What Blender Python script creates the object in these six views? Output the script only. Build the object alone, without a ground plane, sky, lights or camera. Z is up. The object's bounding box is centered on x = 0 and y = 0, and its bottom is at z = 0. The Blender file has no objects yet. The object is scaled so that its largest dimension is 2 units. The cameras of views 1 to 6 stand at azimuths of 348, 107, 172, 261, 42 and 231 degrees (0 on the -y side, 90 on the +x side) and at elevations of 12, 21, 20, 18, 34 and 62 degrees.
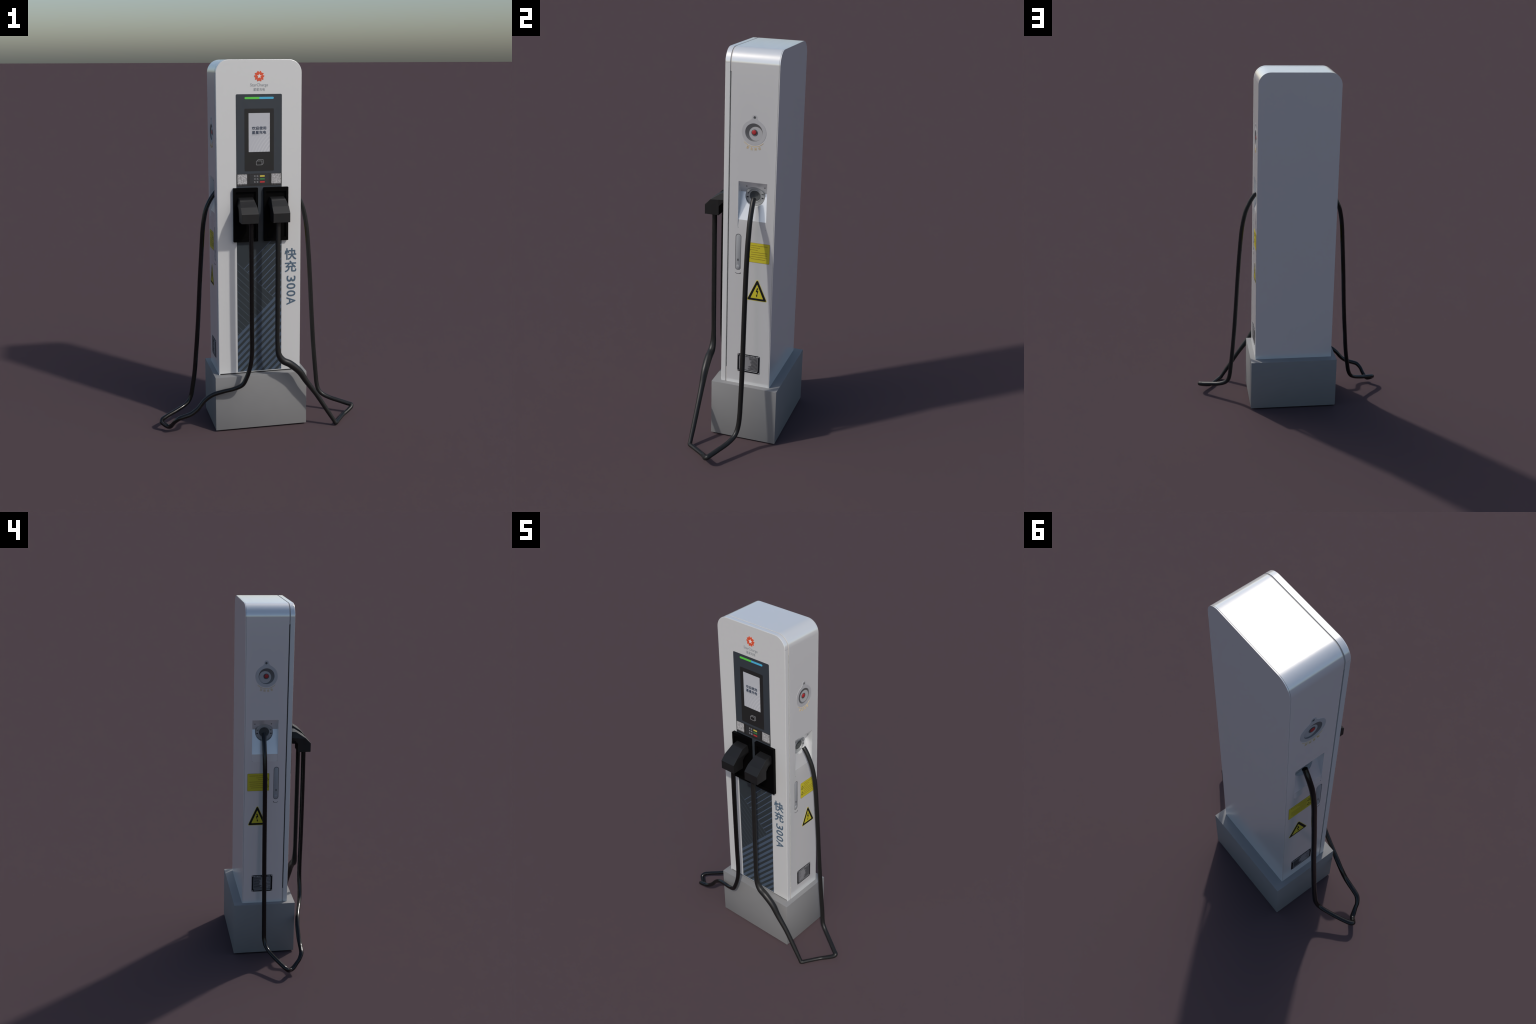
import bpy, bmesh, math, random
from mathutils import Vector, Matrix

random.seed(7)
PI = math.pi

# ------------------------------------------------------------------ sizes (m)
XR, XL = 0.2226, -0.2337            # right and left outer faces of the cabinet
CX = (XR + XL) / 2                  # mirror plane of the cabinet
YF, YB = -0.0883, 0.1720              # door front, rear panel back
Z0, Z1 = 0.309, 2.0                 # cabinet bottom (= plinth top), top
RC = 0.068                          # radius of the two upper corners
Y_DOOR = -0.0645                    # rear of the door
Y_BODY = -0.0580                    # front of the cabinet shell
Y_REAR = 0.1670                     # front of the rear panel

# ------------------------------------------------------------------ materials
def material(name, col, rough=0.5, metal=0.0, vary=0.03, scale=30.0, coat=0.0, bump=0.0, spec=0.5, rvary=0.0):
    m = bpy.data.materials.new(name)
    m.use_nodes = True
    nt = m.node_tree
    b = nt.nodes["Principled BSDF"]
    tc = nt.nodes.new("ShaderNodeTexCoord")
    nz = nt.nodes.new("ShaderNodeTexNoise")
    nz.inputs["Scale"].default_value = scale
    nz.inputs["Detail"].default_value = 4
    nt.links.new(tc.outputs["Object"], nz.inputs["Vector"])
    mix = nt.nodes.new("ShaderNodeMix")
    mix.data_type = 'RGBA'
    mix.inputs[6].default_value = (*[c * (1 - vary) for c in col], 1)
    mix.inputs[7].default_value = (*[min(1, c * (1 + vary)) for c in col], 1)
    nt.links.new(nz.outputs["Fac"], mix.inputs[0])
    nt.links.new(mix.outputs[2], b.inputs["Base Color"])
    b.inputs["Roughness"].default_value = rough
    b.inputs["Metallic"].default_value = metal
    b.inputs["Coat Weight"].default_value = coat
    b.inputs["Specular IOR Level"].default_value = spec
    if rvary:
        mr = nt.nodes.new("ShaderNodeMapRange")
        mr.inputs["To Min"].default_value = rough - rvary
        mr.inputs["To Max"].default_value = rough + rvary
        nt.links.new(nz.outputs["Fac"], mr.inputs["Value"])
        nt.links.new(mr.outputs["Result"], b.inputs["Roughness"])
    if bump:
        bp = nt.nodes.new("ShaderNodeBump")
        bp.inputs["Strength"].default_value = bump
        bp.inputs["Distance"].default_value = 0.002
        nt.links.new(nz.outputs["Fac"], bp.inputs["Height"])
        nt.links.new(bp.outputs["Normal"], b.inputs["Normal"])
    return m

M_WHITE = material("white_coated_metal", (0.870, 0.885, 0.880), 0.20, metal=0.42, vary=0.008, scale=9)
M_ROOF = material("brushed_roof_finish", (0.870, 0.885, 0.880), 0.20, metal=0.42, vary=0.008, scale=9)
_nt = M_ROOF.node_tree
_mp = _nt.nodes.new("ShaderNodeMapping")
_mp.inputs["Scale"].default_value = (0.6, 60.0, 0.6)
_tc = _nt.nodes.new("ShaderNodeTexCoord")
_st = _nt.nodes.new("ShaderNodeTexNoise")
_st.inputs["Scale"].default_value = 1.0
_mr = _nt.nodes.new("ShaderNodeMapRange")
_mr.inputs["To Min"].default_value = 0.145
_mr.inputs["To Max"].default_value = 0.195
_nt.links.new(_tc.outputs["Object"], _mp.inputs["Vector"])
_nt.links.new(_mp.outputs[0], _st.inputs["Vector"])
_nt.links.new(_st.outputs["Fac"], _mr.inputs["Value"])
_nt.links.new(_mr.outputs[0], _nt.nodes["Principled BSDF"].inputs["Roughness"])
M_DOOR = material("white_door_enamel", (0.715, 0.720, 0.712), 0.42, metal=0.20, vary=0.010, scale=60)
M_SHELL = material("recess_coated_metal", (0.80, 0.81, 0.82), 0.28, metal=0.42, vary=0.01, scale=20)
M_PLINTH = material("grey_plinth_paint", (0.225, 0.225, 0.225), 0.6, vary=0.03, scale=14, bump=0.03)
M_SEAL = material("black_rubber_seal", (0.012, 0.012, 0.013), 0.6)
M_TRIM = material("beige_grey_trim", (0.44, 0.42, 0.40), 0.6)
M_ESC = material("escutcheon_grey", (0.47, 0.47, 0.48), 0.55, metal=0.1)
M_FLOOR = material("well_floor_grey", (0.42, 0.42, 0.43), 0.6)
M_BAKED_SHADOW = material("well_baked_shadow_grey", (0.135, 0.135, 0.138), 0.6)
M_STAR = material("white_print", (0.80, 0.80, 0.79), 0.5)
M_SEAM = material("grey_seam", (0.30, 0.30, 0.29), 0.6)
M_BLACK = material("black_holster_plastic", (0.0014, 0.0013, 0.0014), 0.6, spec=0.06)
M_PLUG = material("charcoal_plug_plastic", (0.0080, 0.0080, 0.0085), 0.50, vary=0.05, scale=200, spec=0.45)
M_CABLE = material("matt_cable_rubber", (0.0105, 0.0105, 0.0102), 0.42, vary=0.1, spec=0.42)
M_CABLE_GLOSS = material("glossy_cable_rubber", (0.0045, 0.0045, 0.0045), 0.19, vary=0.1, spec=0.45)
M_GLAND = material("grey_gland_metal", (0.40, 0.415, 0.42), 0.45, metal=0.2)
M_DARK = material("dark_hole", (0.03, 0.032, 0.035), 0.5)
M_GREY = material("grey_button_surround", (0.085, 0.092, 0.095), 0.5)
M_RED = material("red_button_plastic", (0.42, 0.024, 0.028), 0.55)
M_BEZEL = material("black_glass_bezel", (0.0175, 0.0175, 0.0175), 0.4)
M_STRIP = material("indicator_strip_black", (0.021, 0.020, 0.020), 0.5)
M_BOX = material("indicator_window", (0.029, 0.030, 0.032), 0.5)
M_LED_Y = material("yellow_indicator", (0.62, 0.50, 0.07), 0.5)
M_LED_G = material("green_indicator", (0.045, 0.22, 0.065), 0.5)
M_LED_R = material("red_indicator", (0.50, 0.03, 0.035), 0.5)
M_BAR_G = material("light_bar_green", (0.115, 0.66, 0.07), 0.45)
M_BAR_B = material("light_bar_blue", (0.080, 0.47, 0.72), 0.45)
M_ORANGE = material("orange_mark", (0.72, 0.095, 0.035), 0.5)
M_GREYINK = material("grey_ink", (0.25, 0.27, 0.29), 0.5)
M_INK = material("dark_ink", (0.055, 0.075, 0.115), 0.5)
M_BLUEINK = material("blue_grey_ink", (0.085, 0.135, 0.19), 0.5)
M_GOLD = material("ochre_ink", (0.60, 0.45, 0.22), 0.5)
M_YELLOW = material("warning_yellow", (0.60, 0.52, 0.030), 0.5)
M_BLK = material("black_ink", (0.008, 0.009, 0.012), 0.6, spec=0.2)
M_OLIVE = material("olive_ink", (0.30, 0.22, 0.02), 0.5)
M_PALE = material("pale_grey_print", (0.34, 0.345, 0.355), 0.5)
M_RATE = material("rating_grey_print", (0.24, 0.24, 0.25), 0.5)
M_DIM = material("dim_grey_print", (0.15, 0.15, 0.155), 0.5)
M_HANDLE = material("grey_latch", (0.38, 0.395, 0.41), 0.45, metal=0.15)
M_SLOT = material("latch_rim_grey", (0.085, 0.088, 0.095), 0.5)
M_STEEL = material("screw_steel", (0.45, 0.45, 0.45), 0.35, metal=0.6)


def math_node(nt, op, a, b=None, c=None):
    n = nt.nodes.new("ShaderNodeMath")
    n.operation = op
    for i, v in enumerate((a, b, c)):
        if v is None:
            continue
        if isinstance(v, (int, float)):
            n.inputs[i].default_value = v
        else:
            nt.links.new(v, n.inputs[i])
    return n.outputs[0]


def stripe_material():
    """Dark blue-grey panel; its lower half carries three families of 45 degree stripes."""
    m = material("slate_panel", (0.035, 0.043, 0.053), 0.5, vary=0.02)
    nt = m.node_tree
    b = nt.nodes["Principled BSDF"]
    tc = nt.nodes.new("ShaderNodeTexCoord")
    sp = nt.nodes.new("ShaderNodeSeparateXYZ")
    nt.links.new(tc.outputs["Object"], sp.inputs[0])
    x, z = sp.outputs[0], sp.outputs[2]
    s = math_node(nt, 'ADD', z, x)            # constant on falling diagonals
    d = math_node(nt, 'SUBTRACT', z, x)       # constant on rising diagonals
    below_fall = math_node(nt, 'LESS_THAN', s, 0.8075)
    below_rise = math_node(nt, 'LESS_THAN', d, 0.655)
    PITCH = 0.0390

    def lines(v, start, width):
        t = math_node(nt, 'SUBTRACT', start, v)
        t = math_node(nt, 'ADD', t, 50 * PITCH)
        t = math_node(nt, 'MODULO', t, PITCH)
        return math_node(nt, 'LESS_THAN', t, width)

    inv = lambda v: math_node(nt, 'SUBTRACT', 1.0, v)
    mul = lambda u, v: math_node(nt, 'MULTIPLY', u, v)
    # thick stripes at the bottom
    thick = mul(lines(d, 0.655, 0.0200), below_rise)
    # faint thin falling lines in the left wedge
    thin = mul(mul(lines(s, 0.8075, 0.0036), below_fall), inv(below_rise))
    # medium rising lines at the upper right, wider further down
    wd = nt.nodes.new("ShaderNodeMapRange")
    nt.links.new(d, wd.inputs["Value"])
    wd.inputs["From Min"].default_value = 0.655
    wd.inputs["From Max"].default_value = 1.0
    wd.inputs["To Min"].default_value = 0.0085
    wd.inputs["To Max"].default_value = 0.0052
    top = math_node(nt, 'LESS_THAN', d, 0.998)
    med = mul(mul(lines(d, 0.993, wd.outputs[0]), mul(inv(below_fall), inv(below_rise))), top)
    lower = math_node(nt, 'LESS_THAN', z, 1.10)
    base = b.inputs["Base Color"].links[0].from_socket

    def over(prev, fac, col):
        mx = nt.nodes.new("ShaderNodeMix")
        mx.data_type = 'RGBA'
        nt.links.new(fac, mx.inputs[0])
        nt.links.new(prev, mx.inputs[6])
        mx.inputs[7].default_value = (*col, 1)
        return mx.outputs[2]
    c = over(base, lower, (0.0275, 0.0365, 0.0435))
    body = mul(math_node(nt, 'LESS_THAN', math_node(nt, 'MINIMUM', s, d), 0.8075), lower)
    c = over(c, thin, (0.064, 0.086, 0.108))
    c = over(c, med, (0.072, 0.103, 0.155))
    c = over(c, thick, (0.068, 0.099, 0.146))
    nt.links.new(c, b.inputs["Base Color"])
    return m


def display_material():
    """Pale screen with faint broad arcs of lighter tone towards its lower right corner."""
    m = material("lit_display_glass", (0.50, 0.51, 0.54), 0.4, vary=0.02)
    nt = m.node_tree
    b = nt.nodes["Principled BSDF"]
    tc = nt.nodes.new("ShaderNodeTexCoord")
    mp = nt.nodes.new("ShaderNodeMapping")
    mp.inputs["Location"].default_value = (-0.20, 0, -1.44)
    nt.links.new(tc.outputs["Object"], mp.inputs["Vector"])
    sp = nt.nodes.new("ShaderNodeSeparateXYZ")
    nt.links.new(mp.outputs[0], sp.inputs[0])
    r2 = math_node(nt, 'ADD', math_node(nt, 'POWER', sp.outputs[0], 2.0), math_node(nt, 'POWER', sp.outputs[2], 2.0))
    r = math_node(nt, 'SQRT', r2)
    w = math_node(nt, 'SINE', math_node(nt, 'MULTIPLY', r, 420.0))
    near = nt.nodes.new("ShaderNodeMapRange")
    nt.links.new(r, near.inputs["Value"])
    near.inputs["From Min"].default_value = 0.30
    near.inputs["From Max"].default_value = 0.20
    f = math_node(nt, 'MULTIPLY', math_node(nt, 'GREATER_THAN', w, 0.35), near.outputs[0])
    mx = nt.nodes.new("ShaderNodeMix")
    mx.data_type = 'RGBA'
    nt.links.new(math_node(nt, 'MULTIPLY', f, 0.8), mx.inputs[0])
    nt.links.new(b.inputs["Base Color"].links[0].from_socket, mx.inputs[6])
    mx.inputs[7].default_value = (0.60, 0.60, 0.62, 1)
    nt.links.new(mx.outputs[2], b.inputs["Base Color"])
    return m

def mottled_sticker():
    """Pale sticker with a fine irregular grey mottle."""
    m = material("mottled_square_sticker", (0.50, 0.49, 0.49), 0.6, vary=0.0)
    nt = m.node_tree
    b = nt.nodes["Principled BSDF"]
    tc = nt.nodes.new("ShaderNodeTexCoord")
    nz = nt.nodes.new("ShaderNodeTexNoise")
    nz.inputs["Scale"].default_value = 380
    nz.inputs["Detail"].default_value = 1
    nt.links.new(tc.outputs["Object"], nz.inputs["Vector"])
    rp = nt.nodes.new("ShaderNodeValToRGB")
    rp.color_ramp.elements[0].position = 0.42
    rp.color_ramp.elements[0].color = (0.20, 0.20, 0.20, 1)
    rp.color_ramp.elements[1].position = 0.54
    rp.color_ramp.elements[1].color = (0.56, 0.55, 0.55, 1)
    nt.links.new(nz.outputs["Fac"], rp.inputs["Fac"])
    nt.links.new(rp.outputs["Color"], b.inputs["Base Color"])
    return m

M_LABEL = mottled_sticker()
M_PANEL = stripe_material()
M_DISPLAY = display_material()

# ------------------------------------------------------------------ object helpers
SCENE = bpy.context.scene.collection


def add(name, mesh, mats, parent=None, smooth=None):
    mesh.name = name
    if not isinstance(mats, (list, tuple)):
        mats = [mats]
    idx = [p.material_index for p in mesh.polygons]
    mesh.materials.clear()
    for m in mats:
        mesh.materials.append(m)
    if len(mats) > 1:
        mesh.polygons.foreach_set("material_index", idx)
    if smooth is not None:
        for p in mesh.polygons:
            p.use_smooth = True
        mesh.set_sharp_from_angle(angle=math.radians(smooth))
    o = bpy.data.objects.new(name, mesh)
    SCENE.objects.link(o)
    if parent:
        o.parent = parent
    return o


def mesh_of(bm):
    bmesh.ops.recalc_face_normals(bm, faces=bm.faces)
    me = bpy.data.meshes.new("m")
    bm.to_mesh(me)
    bm.free()
    return me


def prism(outline, t0, t1, frame):
    """Extrude a closed 2-D outline from depth t0 to t1; frame(u, v, t) gives world xyz."""
    bm = bmesh.new()
    a = [bm.verts.new(frame(u, v, t0)) for u, v in outline]
    b = [bm.verts.new(frame(u, v, t1)) for u, v in outline]
    n = len(outline)
    bm.faces.new(a)
    bm.faces.new(b[::-1])
    for i in range(n):
        bm.faces.new((a[i], b[i], b[(i + 1) % n], a[(i + 1) % n]))
    return bm


FRONT = lambda u, v, t: (u, YF - t, v)       # t = distance proud of the door
SIDE = lambda u, v, t: (XR + t, u, v)        # t = distance proud of the right face
BACKWARD = lambda u, v, t: (u, t, v)         # t = y


def rect(u0, u1, v0, v1, r=0.0, seg=5, corners=(1, 1, 1, 1)):
    """Rectangle outline with rounded corners: bottom-left, bottom-right, top-right, top-left."""
    pts = []
    for k, (cu, cv, a0) in enumerate(((u0 + r, v0 + r, PI), (u1 - r, v0 + r, 1.5 * PI), (u1 - r, v1 - r, 0), (u0 + r, v1 - r, 0.5 * PI))):
        if r and corners[k]:
            pts += [(cu + r * math.cos(a0 + i * PI / 2 / seg), cv + r * math.sin(a0 + i * PI / 2 / seg)) for i in range(seg + 1)]
        else:
            pts.append(((u0, u1, u1, u0)[k], (v0, v0, v1, v1)[k]))
    return pts


def circle(cu, cv, r, n=40, a0=0.0, a1=2 * PI):
    full = abs(a1 - a0 - 2 * PI) < 1e-6
    return [(cu + r * math.cos(a0 + (a1 - a0) * i / (n if full else n - 1)), cv + r * math.sin(a0 + (a1 - a0) * i / (n if full else n - 1))) for i in range(n)]


def plate(name, outline, frame, t0, t1, mat, parent, bevel=0.0, smooth=35):
    bm = prism(outline, t0, t1, frame)
    if bevel:
        bmesh.ops.recalc_face_normals(bm, faces=bm.faces)
        far = [e for e in bm.edges if len(e.link_faces) == 2 and e.calc_face_angle(0) > 0.8]
        bmesh.ops.bevel(bm, geom=far, offset=bevel, segments=2, affect='EDGES', profile=0.5)
    return add(name, mesh_of(bm), mat, parent, smooth)


def line_outline(p, q, w):
    p, q = Vector(p), Vector(q)
    n = (q - p).normalized()
    n = Vector((-n.y, n.x)) * w / 2
    return [tuple(p + n), tuple(p - n), tuple(q - n), tuple(q + n)]


def joined(name, outlines, frame, t0, t1, mat, parent):
    bm = bmesh.new()
    for o in outlines:
        b = prism(o, t0, t1, frame)
        me = mesh_of(b)
        bm.from_mesh(me)
        bpy.data.meshes.remove(me)
    return add(name, mesh_of(bm), mat, parent)


def apply_boolean(mesh, cutters):
    o = bpy.data.objects.new("tmp", mesh)
    SCENE.objects.link(o)
    tmp = []
    for c in cutters:
        co = bpy.data.objects.new("tmpc", c)
        SCENE.objects.link(co)
        tmp.append(co)
        md = o.modifiers.new("b", 'BOOLEAN')
        md.operation = 'DIFFERENCE'
        md.solver = 'EXACT'
        md.object = co
    dg = bpy.context.evaluated_depsgraph_get()
    dg.update()
    me = bpy.data.meshes.new_from_object(o.evaluated_get(dg))
    for t in tmp + [o]:
        bpy.data.objects.remove(t)
    return me


def text_mesh(s):
    c = bpy.data.curves.new("t", 'FONT')
    c.body = s
    c.resolution_u = 3
    o = bpy.data.objects.new("t", c)
    SCENE.objects.link(o)
    dg = bpy.context.evaluated_depsgraph_get()
    dg.update()
    me = bpy.data.meshes.new_from_object(o.evaluated_get(dg))
    bpy.data.objects.remove(o)
    bpy.data.curves.remove(c)
    return me


def lettering(name, s, frame, u0, u1, v0, v1, mat, parent, bold=0.0, turn=0.0, t=0.0006, spin=0.0):
    """Raised printed text fitted into a box. Bold strokes are overlaid copies, each a hair
    higher than the last; turn rotates by quarter turns, spin tilts about the box centre."""
    me = text_mesh(s)
    out = bmesh.new()
    shifts = [(0.0, 0.0)]
    if bold:
        shifts = [(bold * math.cos(k * PI / 4), bold * math.sin(k * PI / 4)) for k in range(8)]
    cu, cv = (u0 + u1) / 2, (v0 + v1) / 2
    u0, u1, v0, v1 = u0 + bold, u1 - bold, v0 + bold, v1 - bold
    for k, (du, dv) in enumerate(shifts):
        bm = bmesh.new()
        bm.from_mesh(me)
        bmesh.ops.rotate(bm, verts=bm.verts, matrix=Matrix.Rotation(turn, 3, 'Z'))
        bmesh.ops.remove_doubles(bm, verts=bm.verts, dist=1e-5)
        r = bmesh.ops.extrude_face_region(bm, geom=bm.faces[:])
        for v in r["geom"]:
            if isinstance(v, bmesh.types.BMVert):
                v.co.z = 1.0
        xs = [v.co.x for v in bm.verts]
        ys = [v.co.y for v in bm.verts]
        xa, xb, ya, yb = min(xs), max(xs), min(ys), max(ys)
        for v in bm.verts:
            u = u0 + (v.co.x - xa) / (xb - xa) * (u1 - u0) - cu + du
            w = v0 + (v.co.y - ya) / (yb - ya) * (v1 - v0) - cv + dv
            uu = u * math.cos(spin) - w * math.sin(spin)
            ww = u * math.sin(spin) + w * math.cos(spin)
            v.co = frame(cu + uu, cv + ww, (t if v.co.z > 0.5 else -0.0006) + 0.00007 * k)
        one = mesh_of(bm)
        out.from_mesh(one)
        bpy.data.meshes.remove(one)
    bpy.data.meshes.remove(me)
    res = bpy.data.meshes.new("m")
    out.to_mesh(res)
    out.free()
    return add(name, res, mat, parent)


def mirrored(o, parent=None):
    """The left side repeats the right side in mirror image, sharing its mesh."""
    c = o.copy()
    c.location.x = 2 * CX
    c.scale.x = -1
    if parent:
        c.parent = parent
    SCENE.objects.link(c)
    return c


def catmull(pts, per=10):
    """Centripetal Catmull-Rom through (x, y, z, radius) points."""
    P = [Vector(p) for p in pts]
    P = [P[0] * 2 - P[1]] + P + [P[-1] * 2 - P[-2]]
    out = []
    for i in range(1, len(P) - 2):
        p0, p1, p2, p3 = P[i - 1:i + 3]
        k = lambda a, b: max(1e-4, (a - b).length ** 0.5)
        t0 = 0; t1 = t0 + k(p0, p1); t2 = t1 + k(p1, p2); t3 = t2 + k(p2, p3)
        for j in range(per):
            t = t1 + (t2 - t1) * j / per
            a1 = p0 * ((t1 - t) / (t1 - t0)) + p1 * ((t - t0) / (t1 - t0))
            a2 = p1 * ((t2 - t) / (t2 - t1)) + p2 * ((t - t1) / (t2 - t1))
            a3 = p2 * ((t3 - t) / (t3 - t2)) + p3 * ((t - t2) / (t3 - t2))
            b1 = a1 * ((t2 - t) / (t2 - t0)) + a2 * ((t - t0) / (t2 - t0))
            b2 = a2 * ((t3 - t) / (t3 - t1)) + a3 * ((t - t1) / (t3 - t1))
            out.append(b1 * ((t2 - t) / (t2 - t1)) + b2 * ((t - t1) / (t2 - t1)))
    out.append(P[-2])
    return out


def tube(pts, sides=20, per=10):
    path = catmull(pts, per)
    C = [Vector(p[:3]) for p in path]
    bm = bmesh.new()
    rings = []
    up = None
    for i, c in enumerate(C):
        tan = (C[min(i + 1, len(C) - 1)] - C[max(i - 1, 0)]).normalized()
        if up is None:
            up = tan.orthogonal().normalized()
        up = (up - tan * up.dot(tan)).normalized()
        side = tan.cross(up)
        r = path[i][3]
        rings.append([bm.verts.new(c + (up * math.cos(a) + side * math.sin(a)) * r) for a in (2 * PI * k / sides for k in range(sides))])
    for a, b in zip(rings, rings[1:]):
        for k in range(sides):
            bm.faces.new((a[k], a[(k + 1) % sides], b[(k + 1) % sides], b[k]))
    bm.faces.new(rings[0][::-1])
    bm.faces.new(rings[-1])
    return mesh_of(bm)


# ------------------------------------------------------------------ the thing
station = bpy.data.objects.new("charging_station", None)
station["label"] = "tall white car charging post with two black cables"
station["category"] = "charging station"
SCENE.objects.link(station)

# ---- plinth
plate("plinth", rect(-0.2610, 0.2508, 0.006, Z0), BACKWARD, -0.1295, 0.2196, M_PLINTH, station, bevel=0.0015)

# ---- cabinet shell: rounded-top outline extruded in depth
def arch(x0, x1, z0, z1, r, seg=14):
    return rect(x0, x1, z0, z1, r, seg, (0, 0, 1, 1))


def roof_faces(me, limit=0.03):
    """Top and corner faces carry the brushed roof finish (slot 1)."""
    for p in me.polygons:
        if p.normal.z > limit and p.center.z > Z1 - RC - 0.001:
            p.material_index = 1


shell = mesh_of(prism(arch(XL, XR, Z0, Z1, RC), Y_BODY, Y_REAR, BACKWARD))
# cable recess: wedge pocket, steep roof and sloping back wall, with a very shallow lip under it
ry0, ry1, rz = -0.0135, 0.1285, 1.3838
pocket = [(0.03, rz), (0.0, rz), (-0.044, 1.322), (-0.0035, 1.1925), (0.0, 1.1500), (0.03, 1.1500)]
recess = lambda y0, y1: prism(pocket, y0, y1, lambda u, v, t: (XR + u, t, v))
GLAND = Vector((0.1860, 0.0588, 1.3080))
gdir = Vector((math.cos(math.radians(4)), 0, -math.sin(math.radians(4))))


def around_axis(c, axis, rings, n=40, cap0=True, cap1=True):
    """Surface of revolution: rings = (radius, distance along axis)."""
    axis = axis.normalized()
    u = Vector((0, 1, 0))
    v = axis.cross(u)
    bm = bmesh.new()
    R = [[bm.verts.new(c + axis * h + (u * math.cos(2 * PI * k / n) + v * math.sin(2 * PI * k / n)) * r) for k in range(n)] for r, h in rings]
    for a, b in zip(R, R[1:]):
        for k in range(n):
            bm.faces.new((a[k], a[(k + 1) % n], b[(k + 1) % n], b[k]))
    if cap0:
        bm.faces.new(R[0])
    if cap1:
        bm.faces.new(R[-1][::-1])
    return bm


EY, EZ, ER = 0.0567, 1.6232, 0.0425          # emergency stop centre, well radius
WELL = 0.0062


def side_cutters(mirror):
    cs = [mesh_of(recess(ry0, ry1)),
          mesh_of(around_axis(GLAND, gdir, [(0.0490, -0.016), (0.0490, 0.030)])),
          mesh_of(prism(circle(EY, EZ, ER, 48), -WELL, 0.02, SIDE)),
          mesh_of(prism(circle(0.0590, 1.6930, 0.0062, 20), -0.0035, 0.02, SIDE)),
          mesh_of(prism(rect(-0.0225, 0.0065, 0.9320, 1.1200, 0.01449, 10), -0.0020, 0.02, SIDE))]
    if mirror:
        for m in cs:
            for v in m.vertices:
                v.co.x = 2 * CX - v.co.x
            m.flip_normals()
    return cs


shell = apply_boolean(shell, side_cutters(False) + side_cutters(True))
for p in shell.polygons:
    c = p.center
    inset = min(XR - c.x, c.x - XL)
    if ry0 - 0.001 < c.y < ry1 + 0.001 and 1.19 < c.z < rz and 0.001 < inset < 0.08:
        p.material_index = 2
roof_faces(shell)
cabinet = add("cabinet", shell, [M_WHITE, M_ROOF, M_SHELL], station, smooth=8)

# ---- rear panel behind a thin seam
seam = mesh_of(prism(arch(XL + 0.0022, XR - 0.0022, Z0, 1.998, RC), Y_REAR - 0.0006, 0.1685, BACKWARD))
add("rear_seam", seam, M_SEAM, cabinet, 28)
back = mesh_of(prism(arch(XL, XR, Z0, Z1, RC), 0.1682, YB, BACKWARD))
roof_faces(back)
add("rear_panel", back, [M_WHITE, M_ROOF], station, 28)

# ---- front door and the gasket behind it
bm = prism(arch(XL, XR, 0.3150, Z1, RC), YF, Y_DOOR, BACKWARD)
bmesh.ops.recalc_face_normals(bm, faces=bm.faces)
rim = [e for e in bm.edges if all(abs(v.co.y - YF) < 1e-6 for v in e.verts)]
bmesh.ops.bevel(bm, geom=rim, offset=0.0025, segments=2, affect='EDGES', profile=0.5)
dm = mesh_of(bm)
for p in dm.polygons:
    if p.normal.z > 0.03 and p.center.z > Z1 - RC - 0.001 and p.normal.y > -0.5:
        p.material_index = 1
door = add("front_door", dm, [M_DOOR, M_ROOF], station, 20)
gask = mesh_of(prism(rect(XL + 0.018, XR - 0.018, 0.392, 1.895), Y_DOOR - 0.001, Y_BODY + 0.001, BACKWARD))
add("door_gasket", gask, M_SEAL, door)
frame_top = mesh_of(prism(arch(XL + 0.0025, XR - 0.0025, 1.8955, Z1 - 0.0025, RC - 0.0025), Y_DOOR - 0.001, Y_BODY + 0.001, BACKWARD))
add("door_gap_trim", frame_top, M_TRIM, door, 28)
frame_low = mesh_of(prism(rect(XL + 0.0015, XR - 0.0015, Z0 + 0.001, 0.3915), Y_DOOR - 0.001, Y_BODY + 0.001, BACKWARD))
add("door_gap_trim", frame_low, M_TRIM, door)
gap_shadow_bar = mesh_of(prism(rect(XL + 0.006, XR - 0.006, Z0 + 0.0005, 0.3155), YF + 0.004, Y_DOOR - 0.001, BACKWARD))  # black bar modelled as the shadow line between door and plinth
add("door_gap_shadow_strip", gap_shadow_bar, M_SEAL, door)
for x in (XL, XR - 0.006):
    add("door_foot", mesh_of(prism(rect(x, x + 0.006, Z0 + 0.0005, 0.3152), YF + 0.001, Y_DOOR, BACKWARD)), M_WHITE, door)

# ---- fascia on the door
panel = plate("fascia_panel", rect(-0.1290, 0.1163, 0.3205, 1.8248, 0.0065, 6, (0, 0, 1, 1)), FRONT, -0.001, 0.0006, M_PANEL, door)
T = 0.0006
bar_z, bar_r = 1.8046, 0.0054
left_half = [(-0.0040, bar_z - bar_r)] + [(-0.0040, bar_z + bar_r)] + circle(-0.0830 + bar_r, bar_z, bar_r, 10, PI / 2, 1.5 * PI)
right_half = [(-0.0040, bar_z + bar_r)] + [(-0.0040, bar_z - bar_r)] + circle(0.0725 - bar_r, bar_z, bar_r, 10, -PI / 2, PI / 2)
plate("light_bar", left_half, FRONT, T - 0.001, T + 0.0005, M_BAR_G, door)
plate("light_bar", right_half, FRONT, T - 0.001, T + 0.0005, M_BAR_B, door)
plate("screen_bezel", rect(-0.0840, 0.0733, 1.4258, 1.7505, 0.0045, 5), FRONT, T - 0.001, T + 0.0005, M_BEZEL, door)
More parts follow.
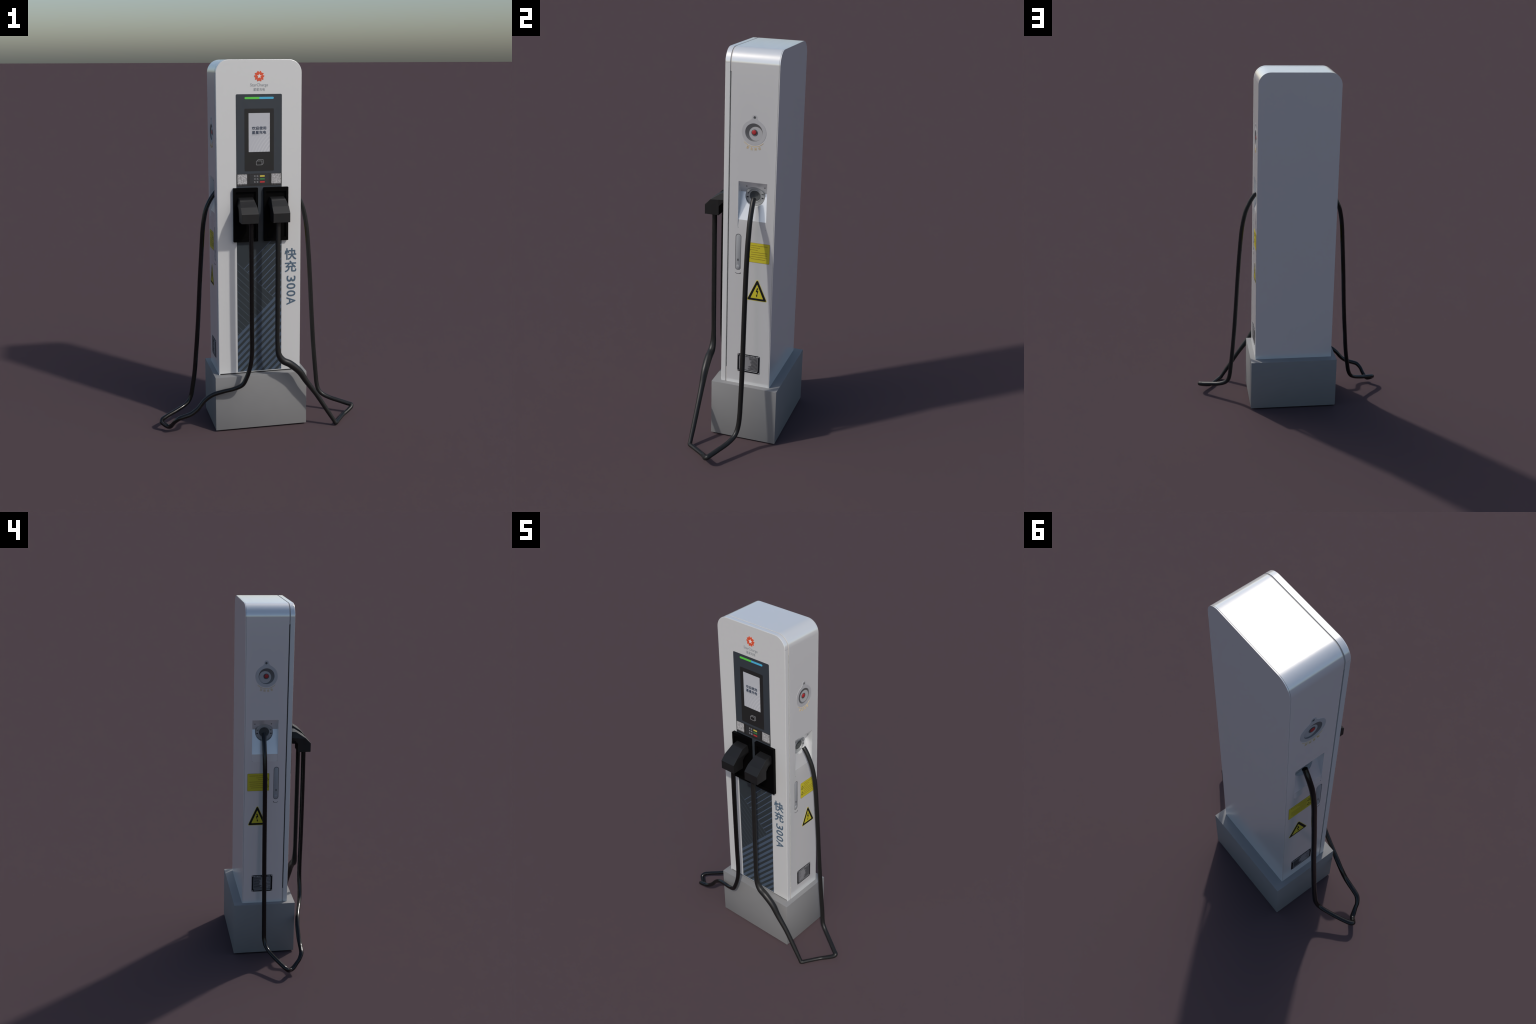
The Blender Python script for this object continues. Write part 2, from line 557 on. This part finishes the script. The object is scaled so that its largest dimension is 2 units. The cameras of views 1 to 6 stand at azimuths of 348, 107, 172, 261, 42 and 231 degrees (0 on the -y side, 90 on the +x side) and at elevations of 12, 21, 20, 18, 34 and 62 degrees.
plate("display", rect(-0.0622, 0.0512, 1.5262, 1.7275), FRONT, T, T + 0.0009, M_DISPLAY, door)
DT = lambda u, v, t: FRONT(u, v, t + T + 0.0009)
for s, z0, z1 in (("欢迎使用", 1.6412, 1.6586), ("星星充电", 1.6190, 1.6364)):
    lettering("display_lettering", s, DT, -0.0447, 0.0320, z0, z1, M_INK, door, bold=0.00035)
joined("display_caption", [line_outline((-0.0445 + 0.004 * i, 1.6145), (-0.0425 + 0.004 * i, 1.6145), 0.0018) for i in range(10)], DT, -0.0004, 0.0005, M_GREYINK, door)
# card symbol: a card in front of another
BZ = lambda u, v, t: FRONT(u, v, t + T + 0.0005)


def loop_lines(pts, w, closed=True):
    n = len(pts)
    return [line_outline(pts[i], pts[(i + 1) % n], w) for i in range(n if closed else n - 1)]


front_card = rect(-0.0218, 0.0085, 1.4572, 1.4782, 0.0025, 3)
back_card = [(-0.0160, 1.4790), (-0.0120, 1.4852), (0.0150, 1.4852), (0.0155, 1.4650), (0.0092, 1.4580)]
joined("card_symbol", loop_lines(front_card, 0.0016) + loop_lines(back_card, 0.0016, False), BZ, -0.0004, 0.0005, M_PALE, door)

# indicator strip with two plain sticker squares
plate("indicator_strip", rect(-0.1280, 0.1156, 1.3476, 1.4122), FRONT, T - 0.001, T + 0.0008, M_STRIP, door)
IT = lambda u, v, t: FRONT(u, v, t + T + 0.0008)
plate("indicator_window", rect(-0.0568, 0.0449, 1.3584, 1.4067), IT, -0.0004, 0.0007, M_BOX, door)
IW = lambda u, v, t: FRONT(u, v, t + T + 0.0015)
for (z0, z1), m, s in (((1.3946, 1.4028), M_LED_Y, "充电"), ((1.3800, 1.3870), M_LED_G, "待机"), ((1.3636, 1.3716), M_LED_R, "告警")):
    plate("indicator_light", rect(-0.0026, 0.0230, z0, z1, 0.0012, 2), IW, -0.0004, 0.0008, m, door)
    zc = (z0 + z1) / 2 + 0.0002
    for ch, u in zip(s, (-0.0302, -0.0156)):
        lettering("indicator_lettering", ch, IW, u - 0.0044, u + 0.0044, zc - 0.0046, zc + 0.0046, M_PALE, door)
for u0, u1 in ((-0.1233, -0.0723), (0.0597, 0.1108)):
    plate("square_sticker", rect(u0, u1, 1.3584, 1.4096), IT, -0.0004, 0.0007, M_LABEL, door)
    joined("sticker_caption", [line_outline((u0 + 0.001, 1.3545), (u0 + 0.010, 1.3545), 0.0030), line_outline((u0 + 0.014, 1.3545), (u0 + 0.025, 1.3545), 0.0030), line_outline((u0 + 0.028, 1.3545), (u1, 1.3545), 0.0022)], IT, -0.0004, 0.0005, M_DIM, door)

# flower mark: five twin-tipped petals around a star
LX, LZ, LR = -0.0046, 1.9152, 0.0281
pts = []
for k in range(5):
    a = PI / 2 - k * 2 * PI / 5
    for da, r in ((0.0, 0.67), (-math.radians(9), 0.93), (-math.radians(14.5), 1.0), (-math.radians(20), 0.95), (-PI / 5, 0.79),
                  (-2 * PI / 5 + math.radians(20), 0.95), (-2 * PI / 5 + math.radians(14.5), 1.0), (-2 * PI / 5 + math.radians(9), 0.93)):
        pts.append((LX + LR * r * math.cos(a + da), LZ + LR * r * math.sin(a + da)))
plate("flower_mark", pts, FRONT, -0.0005, 0.0008, M_ORANGE, door)
star = []
for k in range(10):
    a = PI / 2 + k * PI / 5
    r = LR * (0.47 if k % 2 == 0 else 0.195)
    star.append((LX + r * math.cos(a), LZ + r * math.sin(a)))
plate("star_mark", star, FRONT, 0.0, 0.0014, M_STAR, door)
lettering("name_lettering", "StarCharge", FRONT, -0.0520, 0.0423, 1.8592, 1.8792, M_GREYINK, door)
lettering("name_lettering", "星星充电", FRONT, -0.0354, 0.0255, 1.8405, 1.8560, M_GREYINK, door)

# vertical lettering on the right of the door
lettering("side_lettering", "快", FRONT, 0.1333, 0.1996, 0.9379, 1.0027, M_BLUEINK, door, bold=0.0014)
lettering("side_lettering", "充", FRONT, 0.1348, 0.2000, 0.8695, 0.9333, M_BLUEINK, door, bold=0.0014)
for ch, z1, z0 in (("3", 0.8491, 0.8150), ("0", 0.8076, 0.7737), ("0", 0.7669, 0.7325), ("A", 0.7290, 0.6851)):
    lettering("side_lettering", ch, FRONT, 0.1448, 0.1958, z0, z1, M_BLUEINK, door, bold=0.0011, turn=-PI / 2)

# ---- side furniture: built on the right, mirrored to the left
side_parts = []


def sp(o):
    side_parts.append(o)
    return o


# cable gland: collar, ribbed throat, slots, screws
sp(add("cable_gland", mesh_of(around_axis(GLAND, gdir, [(0.046, -0.018), (0.0475, -0.002), (0.0460, 0.0), (0.0305, 0.0), (0.0285, 0.002), (0.0270, 0.0), (0.0262, -0.014)], 44, True, True)), M_GLAND, cabinet, 40))
throat = []
for i in range(5):
    throat += [(0.0262 - 0.0038 * i, -0.002 - 0.0022 * i), (0.0262 - 0.0038 * i, -0.0036 - 0.0022 * i)]
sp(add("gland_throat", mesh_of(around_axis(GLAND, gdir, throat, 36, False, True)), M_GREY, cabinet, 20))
gv = gdir.cross(Vector((0, 1, 0)))
GF = lambda u, v, t: tuple(GLAND + Vector((0, 1, 0)) * u - gv * v * -1 + gdir * t)
joined_slots = []
for ang in (20, -12, 160, 192):
    a = math.radians(ang)
    c = Vector((math.cos(a), math.sin(a))) * 0.0385
    d = Vector((math.cos(a), math.sin(a))) * 0.0045
    joined_slots.append(line_outline(c - d, c + d, 0.006))
sp(joined("gland_slots", joined_slots, GF, -0.002, 0.0006, M_DARK, cabinet))
# arched hood that overhangs the upper half of the collar
gu = Vector((0, 1, 0))
gw = Vector((math.sin(math.radians(4)), 0, math.cos(math.radians(4))))
bm = bmesh.new()
n = 18
grid = []
for k in range(n + 1):
    a = math.radians(22 + 136 * k / n)
    d = gu * math.cos(a) + gw * math.sin(a)
    grid.append([bm.verts.new(GLAND + d * r + gdir * h) for r, h in ((0.0480, -0.012), (0.0480, 0.0060), (0.0375, 0.0060), (0.0375, -0.004))])
for a, b in zip(grid, grid[1:]):
    for k in range(4):
        bm.faces.new((a[k], a[(k + 1) % 4], b[(k + 1) % 4], b[k]))
bm.faces.new(grid[0])
bm.faces.new(grid[-1][::-1])
sp(add("gland_hood", mesh_of(bm), M_GLAND, cabinet, 30))
ceil_n = Vector((0.062, 0, -0.044)).normalized()
for y in (0.022, 0.112):
    c = Vector((XR - 0.018, y, rz - 0.062 * 0.018 / 0.044))
    sp(add("recess_screw", mesh_of(around_axis(c, ceil_n, [(0.0028, -0.002), (0.0028, 0.0012)], 12)), M_DARK, cabinet))
for y in (-0.0105, 0.1265):
    sp(plate("lip_screw", circle(y, 1.1535, 0.0013, 10), SIDE, -0.001, 0.0006, M_GREY, cabinet))

# emergency stop: raised escutcheon with a tab, well, ring, button, ochre legend
def escutcheon():
    R = 0.0595
    pts_ = circle(EY, EZ, R, 40, math.radians(112), math.radians(428))
    neck = [(EY + 0.0155, EZ + 0.0620), (EY + 0.0125, EZ + 0.0700)] + circle(EY + 0.001, 1.6945, 0.0125, 12, math.radians(10), math.radians(170)) + [(EY - 0.0105, EZ + 0.0700), (EY - 0.0140, EZ + 0.0620)]
    return pts_ + neck


esc = mesh_of(prism(escutcheon(), -0.002, 0.0006, SIDE))
PILOT = 0.0062
esc = apply_boolean(esc, [mesh_of(prism(circle(EY, EZ, ER, 48), -0.02, 0.02, SIDE)), mesh_of(prism(circle(0.0590, 1.6930, PILOT, 20), -0.02, 0.02, SIDE))])
sp(add("stop_escutcheon", esc, M_ESC, cabinet, 30))
sp(plate("pilot_hole", circle(0.0590, 1.6930, PILOT - 0.0002, 20), SIDE, -0.0030, -0.0008, M_GREY, cabinet))
# funnel skewed low and rearward; its darkened wall draws the well's baked shadow crescent
FY, FZ, FR = EY + 0.0076, EZ - 0.0062, 0.0322
bm = bmesh.new()
ra = [bm.verts.new(SIDE(u, v, 0.0001)) for u, v in circle(EY, EZ, ER - 0.0002, 56)]
rb = [bm.verts.new(SIDE(u, v, -0.0050)) for u, v in circle(FY, FZ, FR, 56)]
for k in range(56):
    bm.faces.new((ra[k], ra[(k + 1) % 56], rb[(k + 1) % 56], rb[k]))
sp(add("stop_well_shadow_crescent", mesh_of(bm), M_BAKED_SHADOW, cabinet, 60))
sp(plate("stop_well_floor", circle(FY, FZ, FR + 0.0004, 48), SIDE, -0.0060, -0.0048, M_FLOOR, cabinet))
AX = Vector((1, 0, 0))
sp(add("stop_collar", mesh_of(around_axis(Vector((XR, EY + 0.0012, EZ - 0.0012)), AX, [(0.0150, -0.0060), (0.0150, -0.0032), (0.0135, -0.0026), (0.0118, -0.0036)], 32)), M_GREY, cabinet, 35))
sp(add("stop_button", mesh_of(around_axis(Vector((XR, EY, EZ)), AX, [(0.0108, -0.0060), (0.0108, -0.0020), (0.0098, -0.0010), (0.0060, -0.0006)], 32)), M_RED, cabinet, 40))
arc_o = circle(EY, EZ, 0.0672, 24, math.radians(225), math.radians(315)) + circle(EY, EZ, 0.0652, 24, math.radians(315), math.radians(225))
sp(plate("legend_arc", arc_o, SIDE, -0.0005, 0.0007, M_GOLD, cabinet))
for ch, ang in zip("紧急按钮", (-21.5, -7.2, 7.2, 21.5)):
    a = math.radians(ang)
    u, v = EY + 0.0780 * math.sin(a), EZ - 0.0780 * math.cos(a)
    sp(lettering("legend_lettering", ch, SIDE, u - 0.0062, u + 0.0062, v - 0.0066, v + 0.0066, M_GOLD, cabinet, spin=a))

# swing latch in its slot
sp(plate("latch", rect(-0.0202, 0.0042, 0.9345, 1.1165, 0.0121, 10), SIDE, -0.0018, -0.0002, M_HANDLE, cabinet, bevel=0.0006))
rim_o = rect(-0.0225, 0.0065, 0.9320, 1.1200, 0.0144, 10)
sp(plate("latch_rim", rim_o, SIDE, -0.0024, -0.0012, M_SLOT, cabinet))
sp(plate("keyhole", rect(-0.0112, -0.0068, 0.9800, 0.9915, 0.002, 3), SIDE, -0.0004, 0.0006, M_DARK, cabinet))
sp(plate("latch_button", circle(-0.0080, 0.9500, 0.0090, 24), SIDE, -0.0004, 0.0016, M_HANDLE, cabinet, bevel=0.0006))
arrow = circle(-0.0080, 0.9330, 0.0208, 12, math.radians(228), math.radians(306)) + circle(-0.0080, 0.9330, 0.0188, 12, math.radians(306), math.radians(228))
sp(joined("turn_arrow", [arrow, [(0.0068, 0.9212), (0.0010, 0.9175), (0.0052, 0.9130)]], SIDE, -0.0005, 0.0006, M_DARK, cabinet))

# yellow notice
sp(plate("notice_border", rect(0.0305, 0.1515, 0.9835, 1.0845, 0.005, 4), SIDE, -0.0005, 0.0005, M_OLIVE, cabinet))
sp(plate("notice_label", rect(0.0320, 0.1500, 0.9850, 1.0830, 0.004, 4), SIDE, 0.0, 0.0008, M_YELLOW, cabinet))
NT = lambda u, v, t: SIDE(u, v, t + 0.0008)
rows = [(1.0710, 0.0575, 0.0885), (1.0710, 0.0915, 0.1410), (1.0598, 0.0575, 0.1035), (1.0486, 0.0575, 0.0920), (1.0364, 0.0575, 0.1395), (1.0250, 0.0575, 0.1395), (1.0136, 0.0575, 0.1385), (1.0022, 0.0575, 0.1310)]
words = []
for z, u0, u1 in rows:
    u = u0
    while u < u1 - 0.001:
        w = min(random.uniform(0.002, 0.006), u1 - u)
        words.append(line_outline((u, z), (u + w, z), 0.0028))
        u += w + 0.0008
o = sp(joined("notice_text", words, NT, -0.0003, 0.0003, M_OLIVE, cabinet))
o["kind"] = "stuff"
tri = lambda cu, cv, h: [(cu - h * 0.58, cv - h / 2), (cu + h * 0.58, cv - h / 2), (cu, cv + h / 2)]
for zc in (1.0550, 1.0170):
    sp(joined("notice_symbol", loop_lines(tri(0.0445, zc, 0.018), 0.0014) + [line_outline((0.0445, zc + 0.004), (0.0440, zc - 0.003), 0.0014), line_outline((0.0390, zc - 0.014), (0.0500, zc - 0.014), 0.0022)], NT, -0.0003, 0.0004, M_BLK, cabinet))


# shock warning triangle
def round_tri(cu, z0, w, h, r, seg=5):
    P = [Vector((cu - w / 2, z0)), Vector((cu + w / 2, z0)), Vector((cu, z0 + h))]
    out = []
    for i in range(3):
        p, a, b = P[i], P[i - 1], P[(i + 1) % 3]
        da, db = (a - p).normalized(), (b - p).normalized()
        half = da.angle(db) / 2
        c = p + (da + db).normalized() * r / math.sin(half)
        s0 = p + da * r / math.tan(half)
        s1 = p + db * r / math.tan(half)
        a0 = math.atan2(s0.y - c.y, s0.x - c.x)
        a1 = math.atan2(s1.y - c.y, s1.x - c.x)
        while a1 < a0:
            a1 += 2 * PI
        out += [(c.x + r * math.cos(a0 + (a1 - a0) * k / seg), c.y + r * math.sin(a0 + (a1 - a0) * k / seg)) for k in range(seg + 1)]
    return out


WC = 0.0935
sp(plate("warning_edge", round_tri(WC, 0.7825, 0.1060, 0.1190, 0.0055), SIDE, -0.0005, 0.0006, M_YELLOW, cabinet))
sp(plate("warning_border", round_tri(WC, 0.7850, 0.1000, 0.1120, 0.0050), SIDE, 0.0, 0.0010, M_BLK, cabinet))
sp(plate("warning_field", round_tri(WC, 0.7960, 0.0650, 0.0750, 0.0010, 2), SIDE, 0.0, 0.0014, M_YELLOW, cabinet))
bolt = [(WC - 0.0005, 0.8510), (WC + 0.0060, 0.8515), (WC + 0.0010, 0.8365), (WC + 0.0075, 0.8360), (WC + 0.0005, 0.8130), (WC + 0.0035, 0.8120), (WC - 0.0020, 0.8020), (WC - 0.0050, 0.8135), (WC - 0.0022, 0.8132), (WC + 0.0012, 0.8290), (WC - 0.0062, 0.8300)]
sp(plate("warning_bolt", bolt, SIDE, 0.0, 0.0018, M_BLK, cabinet))

# rating plate with screws
sp(plate("rating_plate", rect(0.0000, 0.1182, 0.3785, 0.4795, 0.003, 3), SIDE, -0.0005, 0.0012, M_BLK, cabinet, bevel=0.0004))
RP = lambda u, v, t: SIDE(u, v, t + 0.0012)
sp(plate("rating_field", rect(0.0100, 0.1085, 0.3930, 0.4665), RP, -0.0003, 0.0004, M_RATE, cabinet))
RF = lambda u, v, t: SIDE(u, v, t + 0.0016)
bars = []
for i in range(15):
    z = 0.4620 - i * 0.00455
    bars.append(line_outline((random.uniform(0.055, 0.078), z), (0.1065, z), 0.0024))
    if i % 2 == 0:
        bars.append(line_outline((0.0130, z), (random.uniform(0.022, 0.038), z), 0.0018))
o = sp(joined("rating_text", bars, RF, -0.0003, 0.0003, M_BLK, cabinet))
o["kind"] = "stuff"
heads = []
u = 0.0125
while u < 0.106:
    w = random.uniform(0.003, 0.007)
    heads.append(line_outline((u, 0.4722), (u + w, 0.4722), 0.0055))
    u += w + random.uniform(0.001, 0.004)
heads.append(line_outline((0.012, 0.3875), (0.106, 0.3875), 0.0036))
o = sp(joined("rating_heading", heads, RP, -0.0003, 0.0003, M_PALE, cabinet))
o["kind"] = "stuff"
for y in (0.0045, 0.1137):
    for z in (0.3830, 0.4750):
        sp(plate("rating_screw", circle(y, z, 0.0036, 14), SIDE, 0.0, 0.0024, M_STEEL, cabinet, bevel=0.0005))

for o in side_parts:
    mirrored(o)

# ---- holsters: frames with a sunken bed
for x0, x1 in ((-0.1487, -0.0163), (0.0163, 0.1490)):
    body = mesh_of(prism(rect(x0, x1, 1.0510, 1.3390, 0.002, 2), 0.0002, 0.0178, FRONT))
    cut = mesh_of(prism(rect(x0 + 0.013, x1 - 0.013, 1.0700, 1.3180), 0.0080, 0.03, FRONT))
    add("plug_holster", apply_boolean(body, [cut]), M_BLACK, station, 30)

# ---- plugs: faceted handles, widest at the waist line
def plug(cx):
    # stations along the back-to-front run: (y, z_top, z_waist, z_bottom, half_top, half_waist, half_bottom)
    st = [(-0.0960, 1.2880, 1.2520, 1.2420, 0.0385, 0.0470, 0.0440),
          (-0.1280, 1.2835, 1.2500, 1.2350, 0.0383, 0.0472, 0.0450),
          (-0.1365, 1.2820, 1.2490, 1.2240, 0.0380, 0.0472, 0.0450),
          (-0.1455, 1.2765, 1.2480, 1.2150, 0.0390, 0.0470, 0.0450),
          (-0.1457, 1.2760, 1.2478, 1.1675, 0.0391, 0.0470, 0.0450),
          (-0.1880, 1.2485, 1.2455, 1.1675, 0.0445, 0.0455, 0.0450),
          (-0.2185, 1.2175, 1.2120, 1.1675, 0.0450, 0.0450, 0.0450)]
    bm = bmesh.new()
    rings = []
    for y, zt, zw, zb, ht, hw, hb in st:
        rings.append([bm.verts.new((cx + sx * h, y, z)) for sx, h, z in ((-1, ht, zt), (1, ht, zt), (1, hw, zw), (1, hb, zb), (-1, hb, zb), (-1, hw, zw))])
    for a, b in zip(rings, rings[1:]):
        for k in range(6):
            bm.faces.new((a[k], a[(k + 1) % 6], b[(k + 1) % 6], b[k]))
    bm.faces.new(rings[0])
    bm.faces.new(rings[-1][::-1])
    bmesh.ops.recalc_face_normals(bm, faces=bm.faces)
    sharp = [e for e in bm.edges if e.calc_face_angle(0) > 0.5]
    bmesh.ops.bevel(bm, geom=sharp, offset=0.0012, segments=2, affect='EDGES', profile=0.6)
    return mesh_of(bm)


for cx in (-0.0830, 0.0858):
    add("charging_plug", plug(cx), M_PLUG, station, 9)

# ---- cables: spines read as (x, y, z, radius)
R0 = 0.0124
right = [(0.2165, 0.0625, 1.3030, R0), (0.2240, 0.0625, 1.2965, R0), (0.2400, 0.0630, 1.2745, R0), (0.2560, 0.0635, 1.2445, R0), (0.2740, 0.0640, 1.2030, R0),
         (0.2880, 0.0645, 1.1480, R0), (0.2985, 0.0640, 1.0850, R0), (0.3110, 0.0630, 0.9400, R0), (0.3205, 0.0632, 0.7950, R0), (0.3320, 0.0642, 0.5900, R0),
         (0.3450, 0.0653, 0.3950, R0), (0.3550, 0.0650, 0.2800, R0), (0.3620, 0.0643, 0.2050, R0), (0.3670, 0.0615, 0.1580, R0), (0.3760, 0.0560, 0.1230, R0),
         (0.3960, 0.0480, 0.0990, R0), (0.4350, 0.0280, 0.0800, R0), (0.4880, -0.0030, 0.0660, R0), (0.5270, -0.0265, 0.0560, R0), (0.5460, -0.0385, 0.0515, 0.0125),
         (0.5430, -0.0480, 0.0435, 0.0120), (0.5270, -0.0590, 0.0335, 0.0115), (0.5060, -0.0715, 0.0240, 0.0112), (0.4820, -0.0870, 0.0155, 0.0108), (0.4540, -0.1220, 0.0125, 0.0105),
         (0.4270, -0.1610, 0.0120, 0.0108), (0.4125, -0.1815, 0.0116, 0.0115), (0.4060, -0.1862, 0.0128, 0.0118),
         (0.3980, -0.1865, 0.0250, 0.0112), (0.3580, -0.1855, 0.0880, 0.0126), (0.2920, -0.1845, 0.1920, 0.0134), (0.2310, -0.1868, 0.2760, 0.0158), (0.1940, -0.1875, 0.3330, 0.0188),
         (0.1400, -0.1885, 0.3800, 0.0200), (0.1010, -0.1875, 0.4020, 0.0190), (0.0790, -0.1872, 0.4360, 0.0160), (0.0712, -0.1872, 0.4950, R0), (0.0708, -0.1875, 0.6400, R0),
         (0.0720, -0.1876, 0.9900, R0), (0.0722, -0.1876, 1.1750, R0)]
left = [(-0.2120, 0.0620, 1.3050, R0), (-0.2208, 0.0620, 1.2925, R0), (-0.2342, 0.0630, 1.2745, R0), (-0.2501, 0.0637, 1.2484, R0), (-0.2683, 0.0640, 1.2070, R0),
        (-0.2816, 0.0636, 1.1445, R0), (-0.2888, 0.0633, 1.0885, R0), (-0.2965, 0.0630, 0.9825, R0), (-0.3082, 0.0628, 0.8183, R0), (-0.3219, 0.0627, 0.5874, R0),
        (-0.3355, 0.0620, 0.4146, R0), (-0.3474, 0.0618, 0.2835, R0), (-0.3590, 0.0624, 0.2065, R0), (-0.3695, 0.0622, 0.1500, R0), (-0.3850, 0.0575, 0.1180, 0.0113),
        (-0.4085, 0.0470, 0.1005, 0.0108), (-0.4620, 0.0200, 0.0815, 0.0115), (-0.5180, -0.0105, 0.0668, 0.0118), (-0.5450, -0.0300, 0.0570, R0), (-0.5490, -0.0420, 0.0480, R0),
        (-0.5390, -0.0510, 0.0380, R0), (-0.5200, -0.0640, 0.0285, R0), (-0.5080, -0.0830, 0.0345, R0), (-0.4960, -0.1030, 0.0545, 0.0110), (-0.4880, -0.1180, 0.0720, 0.0110),
        (-0.4650, -0.1335, 0.0960, 0.0125), (-0.4370, -0.1375, 0.1060, 0.0128), (-0.4020, -0.1385, 0.1170, 0.0128), (-0.3650, -0.1370, 0.1420, 0.0125), (-0.3230, -0.1365, 0.1900, 0.0122),
        (-0.2820, -0.1430, 0.2195, R0), (-0.2280, -0.1565, 0.2390, 0.0115), (-0.1690, -0.1725, 0.2560, 0.0115), (-0.1230, -0.1840, 0.2800, R0), (-0.1000, -0.1878, 0.3220, R0),
        (-0.0810, -0.1880, 0.3805, R0), (-0.0722, -0.1885, 0.4400, R0), (-0.0715, -0.1905, 0.6400, R0), (-0.0722, -0.1905, 1.0000, R0), (-0.0724, -0.1890, 1.1750, R0)]
for pts, m in ((right, M_CABLE), (left, M_CABLE_GLOSS)):
    add("charging_cable", tube(pts), m, station, 60)
